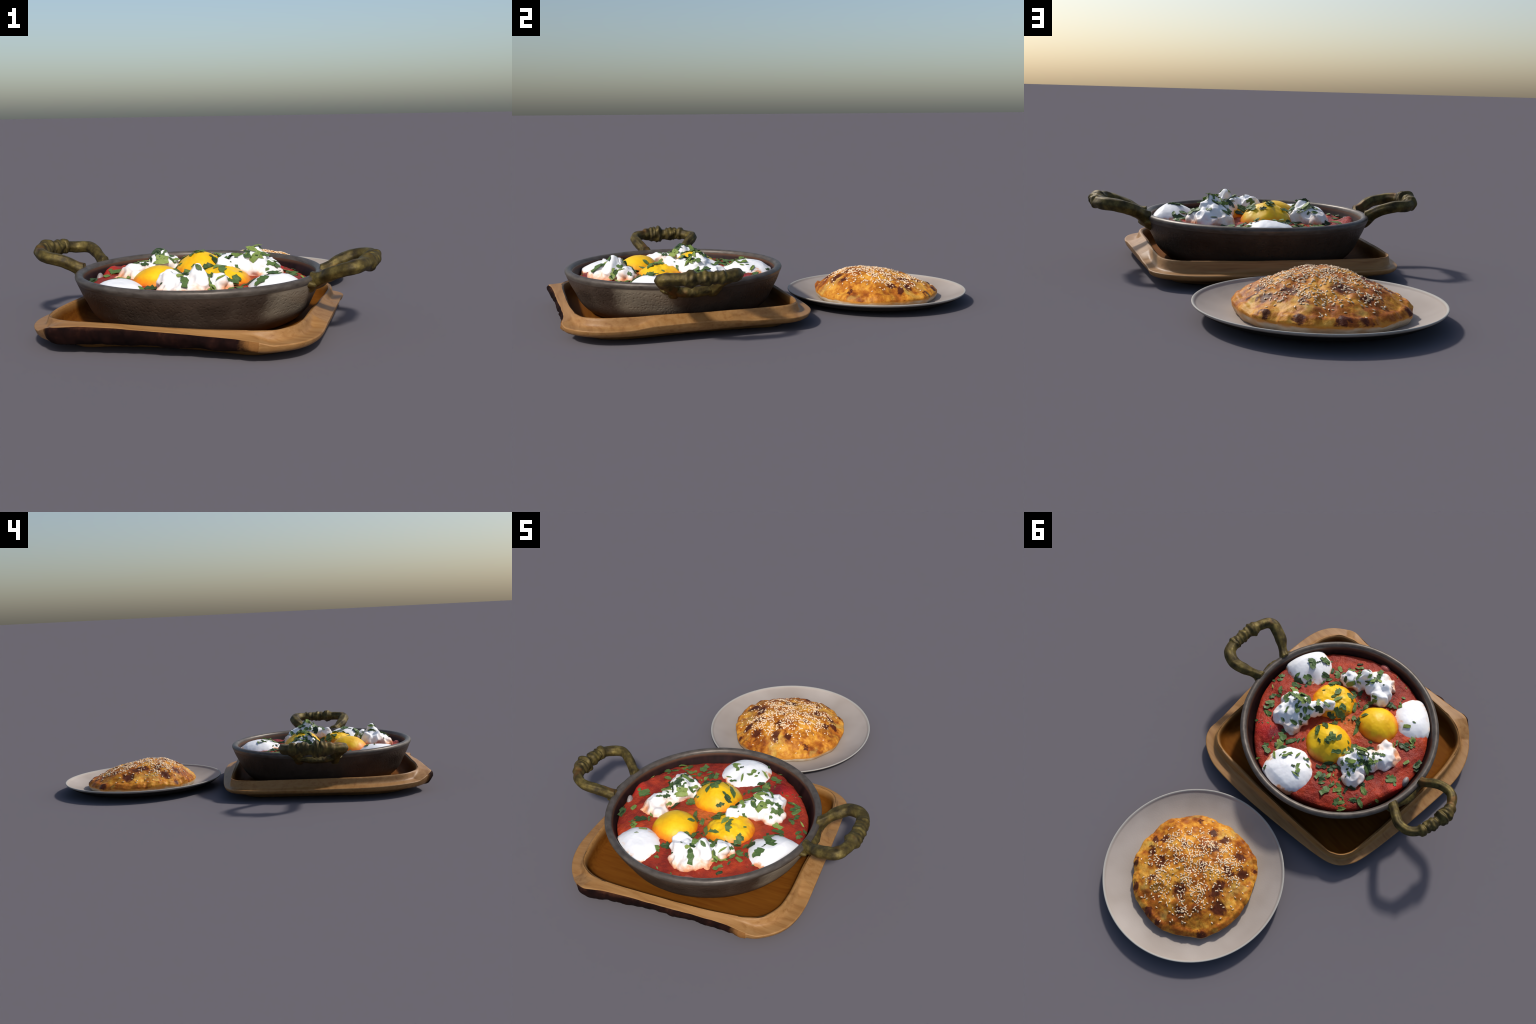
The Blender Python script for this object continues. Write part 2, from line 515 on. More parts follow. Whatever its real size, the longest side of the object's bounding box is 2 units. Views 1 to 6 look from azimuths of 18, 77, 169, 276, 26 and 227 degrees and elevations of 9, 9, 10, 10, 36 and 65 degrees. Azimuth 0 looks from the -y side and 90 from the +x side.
# ------------------------------------------------------------------ wooden tray
def build_tray():
    top = empty("wooden_tray", (0, -0.42, 0), "square carved wooden serving tray with a bark edge", "serving tray")
    cx, cy = 0.0, -0.42
    n = 720
    outer = [(0.535, -0.42), (0.515, -0.255), (0.490, -0.07), (0.482, 0.015), (0.445, 0.072), (0.375, 0.112), (0.28, 0.132),
             (0.08, 0.126), (-0.175, 0.098), (-0.36, 0.072), (-0.455, 0.045), (-0.507, -0.005), (-0.535, -0.09), (-0.55, -0.30),
             (-0.555, -0.50), (-0.550, -0.68), (-0.527, -0.785), (-0.486, -0.866), (-0.436, -0.924), (-0.388, -0.956), (-0.33, -0.979),
             (-0.24, -0.957), (-0.118, -0.943), (0.10, -0.932), (0.30, -0.928), (0.41, -0.932), (0.47, -0.903),
             (0.525, -0.845), (0.553, -0.765), (0.557, -0.65)]
    inner = [(0.462, -0.42), (0.449, -0.18), (0.432, -0.04), (0.395, 0.027), (0.31, 0.052), (0.05, 0.047), (-0.345, 0.030),
             (-0.435, 0.012), (-0.478, -0.035), (-0.488, -0.12), (-0.487, -0.35), (-0.478, -0.60), (-0.455, -0.765), (-0.415, -0.86),
             (-0.32, -0.912), (-0.18, -0.920), (0.02, -0.908), (0.25, -0.890), (0.40, -0.858), (0.462, -0.790), (0.480, -0.68)]
    th = np.linspace(0, 2 * np.pi, n, endpoint=False)

    def polar(pts):
        c = catmull(pts, 2400, True) - (cx, cy)
        a = np.arctan2(c[:, 1], c[:, 0])
        o = np.argsort(a)
        a, r = a[o], np.hypot(*c[o].T)
        return np.interp(th, np.r_[a - 2 * np.pi, a, a + 2 * np.pi], np.r_[r, r, r])

    ro, ri = polar(outer), polar(inner)
    deg = np.degrees(th)
    # angle, flange height, straightness of the slope, outward lean of the upper edge
    K = np.array([(0, .076, .9, 0), (19, .072, .85, 0), (27, .063, .1, 0), (50, .058, 0, 0), (90, .057, 0, 0), (140, .057, 0, 0), (178, .058, .1, 0),
                  (200, .060, .3, 0), (216, .063, .1, 0), (229, .066, .2, 0), (233, .080, .6, .006), (238, .099, 1, .016), (246, .105, 1, .026), (258, .103, 1, .027),
                  (275, .096, 1, .022), (292, .087, 1, .010), (302, .081, .9, .003), (308, .074, .5, 0), (312, .063, .1, 0),
                  (330, .062, 0, 0), (337, .064, .05, 0), (344, .073, .85, 0), (360, .076, .9, 0)])
    zf, lin, lean = (np.interp(deg, K[:, 0], K[:, k]) for k in (1, 2, 3))
    zt = 0.1 + 0.008 * np.exp(-((deg - 245) / 25) ** 2) + 0.003 * np.exp(-((deg - 50) / 20) ** 2)
    bark = (deg > 234.0) & (deg < 308.5)
    bark_soft = sstep(233, 239, deg) * sstep(309, 303, deg)
    V, rows = [], None
    for i in range(n):
        R, I, T, f, L = ro[i], ri[i], zt[i], zf[i], lin[i]
        W = R - I
        c, s = math.cos(th[i]), math.sin(th[i])
        wob = 0.0022 * fbm(c, s, 0, 3, 2, 3.0)
        I += wob
        prof = [(0.02, .028), (I * .35, .028), (I * .62, .028), (I - .075, .028), (I - .045, .029), (I - .028, .034), (I - .016, .046),
                (I - .009, .065), (I - .004, .084), (I, T - .006), (I + .006, T - .001), (I + .010, T)]
        n_in = len(prof)
        cove = [(.13, 1.0), (.18, .97), (.215, .88), (.25, .68), (.285, .44), (.325, .25), (.375, .12), (.44, .045), (.54, .01), (.74, 0), (.93, 0), (.975, 0)]
        ex = lean[i]
        bk = float(bark_soft[i])
        for t, k in cove:
            k2 = (1 - L) * k + L * max(0, 1 - (t - .15) / .80)
            prof.append((I + t * (W + ex - .010 * bk), f + (T - f) * k2 - .0015 * (1 - k2) * bk))
        n_top = len(prof)
        wav = scal = 0.0
        if bark[i]:
            x = c * R
            wav = 0.004 * fbm(x, 0, 0, 16, 3, 5.0)
            scal = 0.011 * fbm(x, 0, 0, 7, 2, 5.5)
        R += .004
        prof += [(R + ex - .0026 - .006 * bk + wav * .5, f - .0005 - .003 * bk), (R + ex - .0005 - .003 * bk + wav, f - .0028 - .008 * bk),
                 (R + ex - .001 * (1 - bk) - .002 * bk + wav * 1.1, f - .0055 - .010 * bk), (R - .003 * (1 - bk) + ex * .80 + .003 * bk + wav * 1.2, f * .60 + .034 * .40),
                 (R - .007 + .008 * bk + ex * .48 + wav * 1.3 + scal * .4, f * .30 + .034 * .70), (R - .012 + .010 * bk + ex * .15 + wav + scal * .8, .0385), (R - .019 + .013 * bk + wav * .6 + scal, .0342), (R - .028 + .006 * bk + scal, .0315)]
        n_side = len(prof)
        prof += [(R - .05, .029), (R - .09, .021), (R - .115, .008), (R - .125, .001), (R - .15, .0), (R * .45, .0), (.02, .0)]
        for k, (r, z) in enumerate(prof):
            x, y = cx + r * c, cy + r * s
            if 4 <= k < n_side:
                z += 0.0010 * fbm(x, y, 0, 6, 2, 1.0)
                if bark[i] and k >= n_top + 1 and k < n_side:
                    q = fbm(x * 1.0, 0.3 * z, z * 1.6, 22, 3, 9.0)
                    y -= 0.007 * q
                    if k >= n_side - 3:
                        z += 0.006 * max(-.3, fbm(x, 0, 0, 12, 2, 2.0))
            V.append((x, y, z))
        rows = (n_in, n_top, n_side)
    m = len(V) // n
    V = np.array(V)
    F = grid_faces(n, m)
    c0, c1 = len(V), len(V) + 1
    V = np.vstack([V, [(cx, cy, .028), (cx, cy, 0)]])
    sel = {"tray_recess": [], "tray_rim": [], "bark_edge": [], "tray_foot": []}
    for k in range(len(F)):
        i, j = divmod(k, m - 1)
        if j < rows[0] - 3:
            sel["tray_recess"].append(k)
        elif rows[1] <= j < rows[2] + 1 and bark[i] and bark[(i + 1) % n]:
            sel["bark_edge"].append(k)
        elif j >= rows[2] - 1:
            sel["tray_foot"].append(k)
        else:
            sel["tray_rim"].append(k)
    for i in range(n):
        a, b = i * m, ((i + 1) % n) * m
        sel["tray_recess"].append(len(F)); F.append((c0, b, a))
        sel["tray_foot"].append(len(F)); F.append((c1, a + m - 1, b + m - 1))
    F = [f[::-1] for f in F]
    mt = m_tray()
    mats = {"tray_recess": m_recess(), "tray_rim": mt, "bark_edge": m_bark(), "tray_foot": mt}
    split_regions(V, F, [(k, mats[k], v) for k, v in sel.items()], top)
    return top


# ------------------------------------------------------------------ pan
def lathe(profile, n, c, wob=None):
    V = []
    for i in range(n):
        a = 2 * math.pi * i / n
        for r, z in profile:
            d = wob(a, r, z) if wob else 0
            V.append((c[0] + (r + d) * math.cos(a), c[1] + (r + d) * math.sin(a), z))
    return np.array(V), grid_faces(n, len(profile))


INNER = [(0.4565, .212), (0.452, .200), (0.446, .185), (0.440, .168), (0.430, .140), (0.415, .100), (0.39, .07), (0.30, .062)]


def inner_r(z):
    P = sorted((zz, rr) for rr, zz in INNER)
    return float(np.interp(z, [p[0] for p in P], [p[1] for p in P]))


def build_pan():
    top = empty("frying_pan", (PAN_C[0], PAN_C[1], 0.03), "round dark hammered metal pan with two ornate brass handles", "pan")
    outer = catmull([(0.02, .0295), (0.20, .0295), (0.33, .0295), (0.365, .032), (0.392, .046), (0.413, .065), (0.431, .088), (0.4465, .119),
                     (0.459, .143), (0.470, .165), (0.4775, .183), (0.4815, .193), (0.4838, .199)], 60)
    rim = catmull([(0.4838, .199), (0.4862, .204), (0.4885, .2095), (0.4893, .2155), (0.4865, .222), (0.480, .2268), (0.472, .2278), (0.4635, .2245), (0.4585, .2185), (0.4565, .212)], 30)
    inn = catmull(INNER, 20)
    prof = np.vstack([outer, rim[1:], inn[1:], [(0.02, .062)]])
    n = 360
    V, F = lathe(prof, n, PAN_C, lambda a, r, z: 0.0022 * fbm(math.cos(a), math.sin(a), z * 3, 3.1, 3, 2.0) * sstep(.03, .1, z) * (0.5 if z > .198 else 1))
    m = len(prof)
    o, r = len(outer) - 1, len(outer) + len(rim) - 2
    sel = [[], [], []]
    for k in range(len(F)):
        j = k % (m - 1)
        sel[0 if j < o else 1 if j < r else 2].append(k)
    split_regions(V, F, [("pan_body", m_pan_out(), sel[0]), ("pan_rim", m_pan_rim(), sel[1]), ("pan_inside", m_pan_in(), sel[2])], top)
    build_handles(top)
    return top


def build_handles(top):
    brass = m_brass()
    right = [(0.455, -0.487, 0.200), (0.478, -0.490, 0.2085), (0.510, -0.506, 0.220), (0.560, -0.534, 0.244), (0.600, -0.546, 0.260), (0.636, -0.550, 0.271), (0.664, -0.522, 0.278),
             (0.682, -0.445, 0.278), (0.681, -0.374, 0.278), (0.675, -0.322, 0.279), (0.650, -0.272, 0.280), (0.590, -0.253, 0.272),
             (0.536, -0.277, 0.252), (0.497, -0.306, 0.226), (0.474, -0.322, 0.2105), (0.452, -0.330, 0.200)]
    left = [(-0.446, -0.502, 0.202), (-0.470, -0.508, 0.2135), (-0.500, -0.520, 0.230), (-0.546, -0.542, 0.256), (-0.602, -0.551, 0.268), (-0.645, -0.532, 0.278),
            (-0.675, -0.480, 0.278), (-0.679, -0.418, 0.275), (-0.670, -0.345, 0.278), (-0.660, -0.306, 0.277), (-0.628, -0.268, 0.272),
            (-0.575, -0.256, 0.271), (-0.529, -0.280, 0.255), (-0.497, -0.306, 0.234), (-0.472, -0.322, 0.2150), (-0.448, -0.328, 0.203)]
    # knobs: (y of centre, half width, swell, twisted, how strong)
    bulges = {1: [(-0.450, .022, .0120, 1), (-0.412, .016, .0025, 1), (-0.384, .017, .0045, 1), (-0.355, .014, .002, 1), (-0.328, .013, .0035, 1)],
              -1: [(-0.480, .018, .010, 0), (-0.452, .022, .016, 1), (-0.422, .018, .0225, 1), (-0.398, .010, .004, 0), (-0.366, .020, .0115, 1), (-0.338, .013, .008, 1), (-0.312, .012, .0105, 0)]}
    for side, pts in ((1, right), (-1, left)):
        n, m = 260, 40
        C = catmull(pts, n)
        T = np.gradient(C, axis=0)
        T /= np.linalg.norm(T, axis=1)[:, None]
        seg = np.r_[0, np.cumsum(np.linalg.norm(np.diff(C, axis=0), axis=1))]
        Ltot = seg[-1]
        V = []
        for i in range(n):
            t = T[i]
            b = np.array((0, 0, 1.0)); b -= t * (b @ t); b /= np.linalg.norm(b)
            s = np.cross(b, t)
            end = min(seg[i], Ltot - seg[i])
            rad = 0.0225 + 0.0105 * math.exp(-(end / 0.042) ** 2)
            grip = C[i][0] * side > 0.652
            y = C[i][1]
            sw, tw = 0.0, 0.0
            if grip:
                for yc, hw, amp, tws in bulges[side]:
                    g = math.exp(-((y - yc) / hw) ** 4)
                    sw = max(sw, amp * g)
                    tw = max(tw, tws * g)
                rad -= 0.002 * sstep(0.652, 0.668, C[i][0] * side)
            rad += (.0100 * sstep(.070, .125, end) if side > 0 else .0026 * sstep(.045, .105, end)) - .0012
            flat = (1.12 - .28 * sstep(.07, .125, end) if side > 0 else 1.04) + 0.20 * math.exp(-(end / 0.05) ** 2)
            for j in range(m):
                a = 2 * math.pi * j / m
                tc = tw * (0.0020 * math.cos(2 * math.pi * y / .0225 + side * a) + 0.0022 * math.cos(4 * a + 2 * math.pi * y / .05) + 0.0055 * nz(C[i][0] + .03 * math.cos(a), y, C[i][2] + .03 * math.sin(a), 42, 3.0))
                p = C[i]
                lump = 0.0016 * fbm(p[0] + .03 * math.cos(a), p[1] + .03 * math.sin(a), p[2], 24, 2, 6.0)
                sq = 0.0012 * math.cos(6 * a)
                r = rad + sw * (0.85 + 0.25 * math.cos(a - .8)) + tc + lump + sq * (1 - tw)
                q = p + s * (r * math.cos(a)) * 0.94 + b * (r * math.sin(a)) * flat
                d = np.hypot(*(q[:2] - PAN_C))
                if d < .474:                      # the root dies into the wall, never through it
                    q[:2] = PAN_C + (q[:2] - PAN_C) * (.474 / d)
                    q[2] = min(q[2], .224)
                V.append(q)
        F = [f for f in grid_faces(n, m, False)]
        F += [(i * m + m - 1, (i + 1) * m + m - 1, (i + 1) * m, i * m) for i in range(n - 1)]
        F += [tuple(range(m))[::-1], tuple((n - 1) * m + j for j in range(m))]
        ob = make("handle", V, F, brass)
        adopt(ob, top)
        # crescent bracket that hugs the wall between the two roots
        na, nv = 90, 36
        a0 = 0.022 if side > 0 else math.pi - 0.018
        V = []
        for i in range(na):
            u = i / (na - 1) * 2 - 1
            a = a0 + u * 0.285
            zb = (0.163 if side > 0 else 0.174) + 0.034 * abs(u) ** 2.4
            ztop = 0.2125
            for j in range(nv):
                v = j / (nv - 1)
                z = ztop + (zb - ztop) * v
                wall = np.interp(z, [.088, .119, .143, .165, .183, .193, .2125], [.431, .4465, .459, .470, .4775, .4815, .487])
                ends = sstep(1.0, .80, abs(u))
                lip = 0.032 * math.sin(math.pi * min(1, v * .97 + .03) ** 1.35) ** .62 * (0.62 + .38 * math.cos(u * 3.0) ** 2)
                rr = wall - .004 + (lip + .004 * ends + .0025 * fbm(u * 3, v, side, 3, 2)) * ends * sstep(0, .06, v) * sstep(1, .93, v)
                V.append((PAN_C[0] + rr * math.cos(a), PAN_C[1] + rr * math.sin(a), z))
        F = grid_faces(na, nv, False)
        if side < 0 or True:
            F = [f[::-1] for f in F]
        ob = make("handle_bracket", V, F, brass)
        adopt(ob, top)


# ------------------------------------------------------------------ food in the pan
def clamp_to_pan(C):
    for k in range(len(C)):
        d = C[k, :2] - PAN_C
        r = np.hypot(*d)
        lim = inner_r(C[k, 2]) - 0.003 if C[k, 2] < .212 else 0.4535
        if r > lim:
            C[k, :2] = PAN_C + d * lim / r
    return C


CHUNKS = [(0.235, -0.150, .05, .014), (-0.415, -0.375, .045, .030), (-0.385, -0.300, .05, .020), (-0.33, -0.22, .05, .012), (-0.30, -0.66, .06, .008),
          (0.36, -0.36, .05, .008), (0.05, -0.86, .05, .006), (-0.36, -0.55, .05, .008), (0.19, -0.14, .03, .010), (-0.17, -0.12, .05, .008), (-0.24, -0.14, .04, .008)]


def sauce_z(x, y):
    d = np.hypot(x - PAN_C[0], y - PAN_C[1])
    z = 0.181 + 0.021 * (1 - (d / .44) ** 2)
    for cx, cy, r, h in CHUNKS:
        z += h * math.exp(-(((x - cx) ** 2 + (y - cy) ** 2) / r ** 2))
    return z + 0.005 * fbm(x, y, 0, 11, 3, 4.0) + 0.0052 * max(0, fbm(x, y, 0, 26, 2, 2.0)) + 0.0022 * fbm(x, y, 0, 60, 2, 8.0)


def build_sauce(top):
    n, m = 300, 110
    V = []
    for i in range(n):
        a = 2 * math.pi * i / n
        dg = math.degrees(a)
        R = 0.438 - 0.020 * sstep(40, 0, abs(dg - 40)) - 0.016 * sstep(45, 0, abs(dg - 112)) - 0.017 * sstep(28, 0, abs(dg - 166)) + 0.004 * fbm(math.cos(a), math.sin(a), 0, 5, 3, 2.2)
        for j in range(m):
            q = j / (m - 1)
            r = R * min(1.0, q / .93)
            x, y = PAN_C[0] + r * math.cos(a), PAN_C[1] + r * math.sin(a)
            z = sauce_z(x, y)
            edge = 1 - r / R
            z -= 0.008 * math.exp(-edge / .018)
            if q > .93:
                z -= (q - .93) / .07 * .06
                x = PAN_C[0] + (r + .006 * (q - .93) / .07) * math.cos(a)
                y = PAN_C[1] + (r + .006 * (q - .93) / .07) * math.sin(a)
            V.append((x, y, z))
    F = [f[::-1] for f in grid_faces(n, m)]
    V = clamp_to_pan(np.array(V))
    ob = make("tomato_sauce", V, F, m_sauce())
    adopt(ob, top)
    return ob


def dome(name, c, rx, ry, rot, ztop, mat, seed, p=2.4, q=0.62, waves=0.05, rough=0.003, dents=(), tilt=(0, 0), base=0.165, parent=None):
    """a soft heap: smooth cap whose skirt dips into the sauce"""
    n, m = 140, 64
    V = []
    cr, sr = math.cos(rot), math.sin(rot)
    for i in range(n):
        a = 2 * math.pi * i / n
        k = 1 + waves * fbm(math.cos(a), math.sin(a), seed, 1.6, 3, seed)
        for j in range(m):
            rho = j / (m - 1)
            rr = math.sin(rho * math.pi / 2) ** 0.92
            kk = 1 + (k - 1) * rr ** 3
            lx, ly = rr * kk * rx * math.cos(a), rr * kk * ry * math.sin(a)
            x, y = c[0] + cr * lx - sr * ly, c[1] + sr * lx + cr * ly
            z = base + (ztop - base) * max(0, 1 - rr ** p) ** q
            z += (tilt[0] * (x - c[0]) + tilt[1] * (y - c[1])) * (1 - rr ** 2)
            w = 1 - rho ** 4
            z += w * (rough * fbm(x, y, seed, 17, 2, seed) + rough * .5 * fbm(x, y, seed, 45, 2, seed + 3))
            for dx, dy, dr, dh in dents:
                z += dh * math.exp(-((x - dx) ** 2 + (y - dy) ** 2) / dr ** 2) * w
            gap = .452 - np.hypot(x - PAN_C[0], y - PAN_C[1])
            if gap < .045 and z > .196:        # it slumps where it meets the pan wall
                z = .196 + (z - .196) * max(0, gap / .045) ** .45
            V.append((x, y, z))
    V = clamp_to_pan(np.array(V))
    ob = make(name, V, [f[::-1] for f in grid_faces(n, m)], mat)
    adopt(ob, parent)
    return ob


def crumble(name, lumps, mat, seed, parent, amp=0.010, voxel=0.0046):
    """soft cheese: blobs fused by a voxel remesh, then folded and pinched by ridged noise"""
    import bmesh
    bm = bmesh.new()
    for (x, y, z, rx, ry, rz, pinch) in lumps:
        s = bmesh.ops.create_icosphere(bm, subdivisions=4, radius=1.0)
        for v in s["verts"]:
            c = v.co
            up = max(0.0, c.z)
            k = 1 - pinch * up * up
            v.co = Vector((x + c.x * rx * k, y + c.y * ry * k, z + c.z * rz))
    me = bpy.data.meshes.new(name)
    bm.to_mesh(me)
    bm.free()
    ob = bpy.data.objects.new(name, me)
    bpy.context.collection.objects.link(ob)
    applied(ob, ("REMESH", dict(mode="VOXEL", voxel_size=voxel)), ("SMOOTH", dict(factor=0.5, iterations=2)))
    C, N = coords(ob.data), normals(ob.data)
    for k in range(len(C)):
        x, y, z = C[k]
        ridge = 1 - abs(nz(x, y, z, 19, seed)) * 2.6
        d = amp * (1.15 * ridge - 0.30) + amp * .75 * nz(x, y, z, 38, seed + 4) + amp * .18 * nz(x, y, z, 90, seed + 7)
        C[k] += N[k] * d
    set_coords(ob.data, clamp_to_pan(C))
    applied(ob, ("SMOOTH", dict(factor=0.5, iterations=1)))
    ob.data.materials.clear()
    ob.data.materials.append(mat)
    adopt(ob, parent)
    return ob


def build_food():
    top = empty("egg_shakshuka", (PAN_C[0], PAN_C[1], 0.07), "tomato stew with eggs, white cheese and chopped parsley", "food")
    obs = [build_sauce(top)]
    W, Y, C = m_white("egg_white", False), m_yolk(), m_white("fresh_cheese", True)
    obs.append(dome("egg_white", (0.364, -0.559), .134, .120, 6.0, .243, W, 1.0, 2.3, .68, .09, .0017, [(0.30, -0.50, .03, -.012), (0.275, -0.50, .03, -.008)], (0.02, -.06), parent=top))
    obs.append(dome("egg_white", (-0.212, -0.738), .130, .114, 2.2, .227, W, 2.0, 2.2, .70, .10, .0017, [(-0.19, -0.74, .05, -.006)], (0.06, .08), parent=top))
    obs.append(dome("egg_white", (0.006, -0.090), .132, .132, .3, .234, W, 3.0, 2.4, .66, .08, .0017, [(-0.02, -0.16, .03, -.012), (0.09, -0.06, .03, -.006), (0.02, -0.08, .025, .004)], (0, 0), parent=top))
    obs.append(dome("egg_yolk", (0.124, -0.505), .118, .112, .6, .248, Y, 4.0, 2.6, .55, .04, .006, [(0.17, -0.50, .03, -.008), (0.13, -0.55, .03, .004)], (0, .05), parent=top))
    obs.append(dome("egg_yolk", (-0.112, -0.578), .112, .108, .2, .256, Y, 5.0, 2.3, .62, .03, .002, [], (0.04, .04), parent=top))
    obs.append(dome("egg_yolk", (-0.026, -0.325), .122, .116, .2, .275, Y, 6.0, 2.2, .60, .03, .003, [(-0.06, -0.27, .03, -.008), (0.02, -0.27, .03, -.008)], (0, -.08), parent=top))
    # three heaps of torn cheese: x, y, z, radii, pinch of the tip
    obs.append(crumble("cheese_heap", [(0.006, -0.715, .215, .058, .052, .050, .30), (-0.015, -0.685, .212, .048, .042, .052, .5), (0.102, -0.705, .205, .048, .050, .082, .58),
                                       (0.070, -0.745, .200, .056, .050, .045, .3), (0.166, -0.648, .205, .044, .042, .054, .70), (0.045, -0.775, .190, .050, .038, .028, .2),
                                       (0.010, -0.765, .190, .040, .046, .030, .2), (0.055, -0.700, .212, .05, .04, .045, .4), (0.13, -0.66, .20, .045, .04, .03, .3), (0.11, -0.75, .19, .045, .035, .028, .2)], C, 21.0, top, 0.0105))
    obs.append(crumble("cheese_heap", [(0.208, -0.315, .200, .088, .084, .072, .22), (0.204, -0.345, .220, .070, .062, .084, .45), (0.228, -0.272, .195, .062, .060, .058, .3), (0.168, -0.268, .19, .055, .058, .05, .3),
                                       (0.256, -0.345, .195, .056, .058, .050, .3), (0.134, -0.408, .240, .032, .032, .034, .4), (0.162, -0.378, .225, .040, .040, .05, .4), (0.113, -0.454, .246, .029, .027, .034, .3)], C, 34.0, top, 0.0095))
    obs.append(crumble("cheese_heap", [(-0.195, -0.335, .205, .070, .072, .062, .28), (-0.190, -0.365, .225, .055, .050, .058, .45), (-0.238, -0.290, .195, .048, .056, .05, .3), (-0.160, -0.312, .2, .042, .042, .05, .4),
                                       (-0.264, -0.470, .195, .058, .074, .044, .22), (-0.288, -0.500, .190, .042, .046, .036, .3), (-0.232, -0.515, .188, .044, .042, .036, .3), (-0.238, -0.415, .2, .055, .056, .040, .3)], C, 55.0, top, 0.0085))
    onion = m_onion("raw_onion", (0.32, 0.28, 0.27))
    ob = dome("onion_shard", (-0.416, -0.470), .030, .016, 1.9, .200, onion, 9.0, 2.2, .6, .1, .002, parent=top)
    ob = dome("onion_shard", (0.10, -0.842), .034, .022, .2, .1935, m_onion("stewed_onion", (0.42, 0.105, 0.085)), 10.0, 2.6, .5, .1, .0015, base=.16, parent=top)
    bpy.context.view_layer.update()
    return top, obs


def bvh_of(obs):
    V, F = [], []
    for o in obs:
        b = len(V)
        V.extend(v.co.copy() for v in o.data.vertices)
        F.extend(tuple(b + i for i in p.vertices) for p in o.data.polygons)
    return BVHTree.FromPolygons(V, F)


# chopped parsley as it lies: x, y, length in mm and heading in degrees
DARK_LEAVES = [(330, -587, 20, -130), (263, -576, 38, -154), (260, -620, 34, -69), (335, -457, 46, -167), (292, -471, 29, -84), (423, -369, 22, 162), (209, -235, 23, 160), 
    (141, -287, 35, -172), (121, -394, 46, -175), (71, -432, 43, -173), (215, -697, 22, -98), (202, -762, 26, -133), (58, -723, 31, 167), (129, -644, 23, 168), 
    (168, -623, 29, -89), (74, -638, 30, -70), (-68, -704, 43, -142), (-43, -511, 46, -68), (89, -702, 12, -53), (79, -687, 23, -123), (-5, -281, 28, 172), 
    (71, -248, 18, -79), (169, -207, 27, 166), (143, -132, 31, -60), (105, -142, 39, -124), (-12, -102, 17, -152), (84, -8, 20, -67), (-104, -250, 46, -116), 
    (-97, -211, 45, -154), (-134, -242, 40, -100), (-146, -267, 37, -171), (-140, -176, 46, -62), (-182, -453, 46, -119), (-231, -441, 31, -140), (-202, -375, 46, -135), 
    (-213, -301, 33, -145), (-201, -283, 16, -135), (-164, -286, 27, 155), (-287, -588, 46, -170), (-402, -564, 46, -77), (-289, -296, 39, -154), (-269, -243, 46, -111), 
    (-262, -215, 27, -71), (-329, -208, 27, -134), (-388, -256, 19, -75), (-279, -596, 46, 31), (-394, -574, 46, 97), (44, -365, 40, -24), (24, -400, 35, 48), 
    (8, -729, 11, 26), (-85, -704, 46, 34), (199, -676, 17, 41), (259, -563, 30, 47), (193, -586, 46, 38)]
GREEN_LEAVES = [(341, -548, 46, 164), (314, -623, 46, -118), (357, -467, 32, -96), (313, -498, 44, -125), (322, -431, 46, -161), (286, -484, 39, -67), (245, -540, 24, -108), 
    (417, -415, 29, -121), (354, -350, 37, -42), (358, -302, 38, -100), (338, -270, 46, -126), (323, -246, 46, -133), (309, -151, 18, -140), (292, -344, 41, -86), 
    (193, -311, 46, -58), (185, -326, 22, -89), (165, -340, 40, 148), (225, -275, 33, -75), (156, -260, 46, -165), (134, -325, 37, -97), (111, -438, 33, -177), 
    (135, -540, 46, -68), (65, -499, 46, -164), (129, -504, 27, -106), (60, -467, 46, 169), (192, -549, 20, -94), (195, -498, 14, -138), (34, -421, 32, -124), 
    (181, -738, 38, -145), (128, -675, 37, -97), (77, -778, 46, -61), (61, -751, 39, -70), (210, -656, 30, -117), (82, -575, 40, -164), (-13, -642, 46, -90), 
    (-3, -603, 41, -84), (-102, -749, 19, 161), (-89, -783, 20, -163), (32, -557, 46, -57), (-10, -513, 35, -79), (-44, -551, 33, -149), (-230, -710, 17, -160), 
    (39, -467, 46, -178), (40, -315, 46, -60), (32, -354, 38, 161), (-44, -320, 41, -141), (-40, -298, 22, -172), (-59, -359, 37, -79), (-98, -305, 42, -139), 
    (154, -183, 45, 166), (105, -195, 46, -121), (83, -225, 25, -69), (176, -98, 23, -154), (155, -78, 44, 169), (75, -100, 14, -90), (-21, -181, 28, -167), 
    (-118, -170, 38, -80), (-158, -155, 30, -133), (-198, -137, 46, -95), (-199, -185, 32, -99), (-225, -210, 34, -175), (-202, -235, 24, -80), (-272, -143, 43, -71), 
    (-275, -181, 26, 165), (-68, -472, 46, -57), (-158, -481, 20, -131), (-121, -414, 28, -137), (-96, -388, 17, -165), (-122, -394, 41, 166), (-118, -372, 20, -162), 
    (-222, -360, 44, -160), (-173, -317, 35, -142), (-248, -378, 46, 179), (-259, -353, 46, -152), (-223, -270, 28, 162), (-229, -298, 20, -62), (-249, -578, 28, -71), 
    (-313, -621, 23, -132), (-361, -425, 46, -150), (-391, -414, 32, -63), (-318, -207, 30, -123), (-356, -220, 44, 167), (-292, -344, 40, 68), (-146, -367, 36, -8), 
    (-137, -396, 43, 83), (-371, -415, 46, 55), (188, -387, 45, -43), (248, -350, 34, -2), (274, -320, 46, -36), (272, -361, 36, 1), (265, -382, 23, 29), 
    (158, -431, 28, -41), (48, -322, 46, -39), (304, -217, 46, 17), (338, -324, 21, 28), (-35, -340, 40, -1), (-32, -310, 34, 76), (53, -706, 35, 92), (87, -608, 46, -34), 
    (198, -643, 26, 18), (229, -627, 42, -36), (349, -564, 46, -5), (324, -624, 46, 50), (237, -575, 33, 63), (198, -568, 46, 78), (149, -703, 46, -40), (404, -394, 28, 63)]
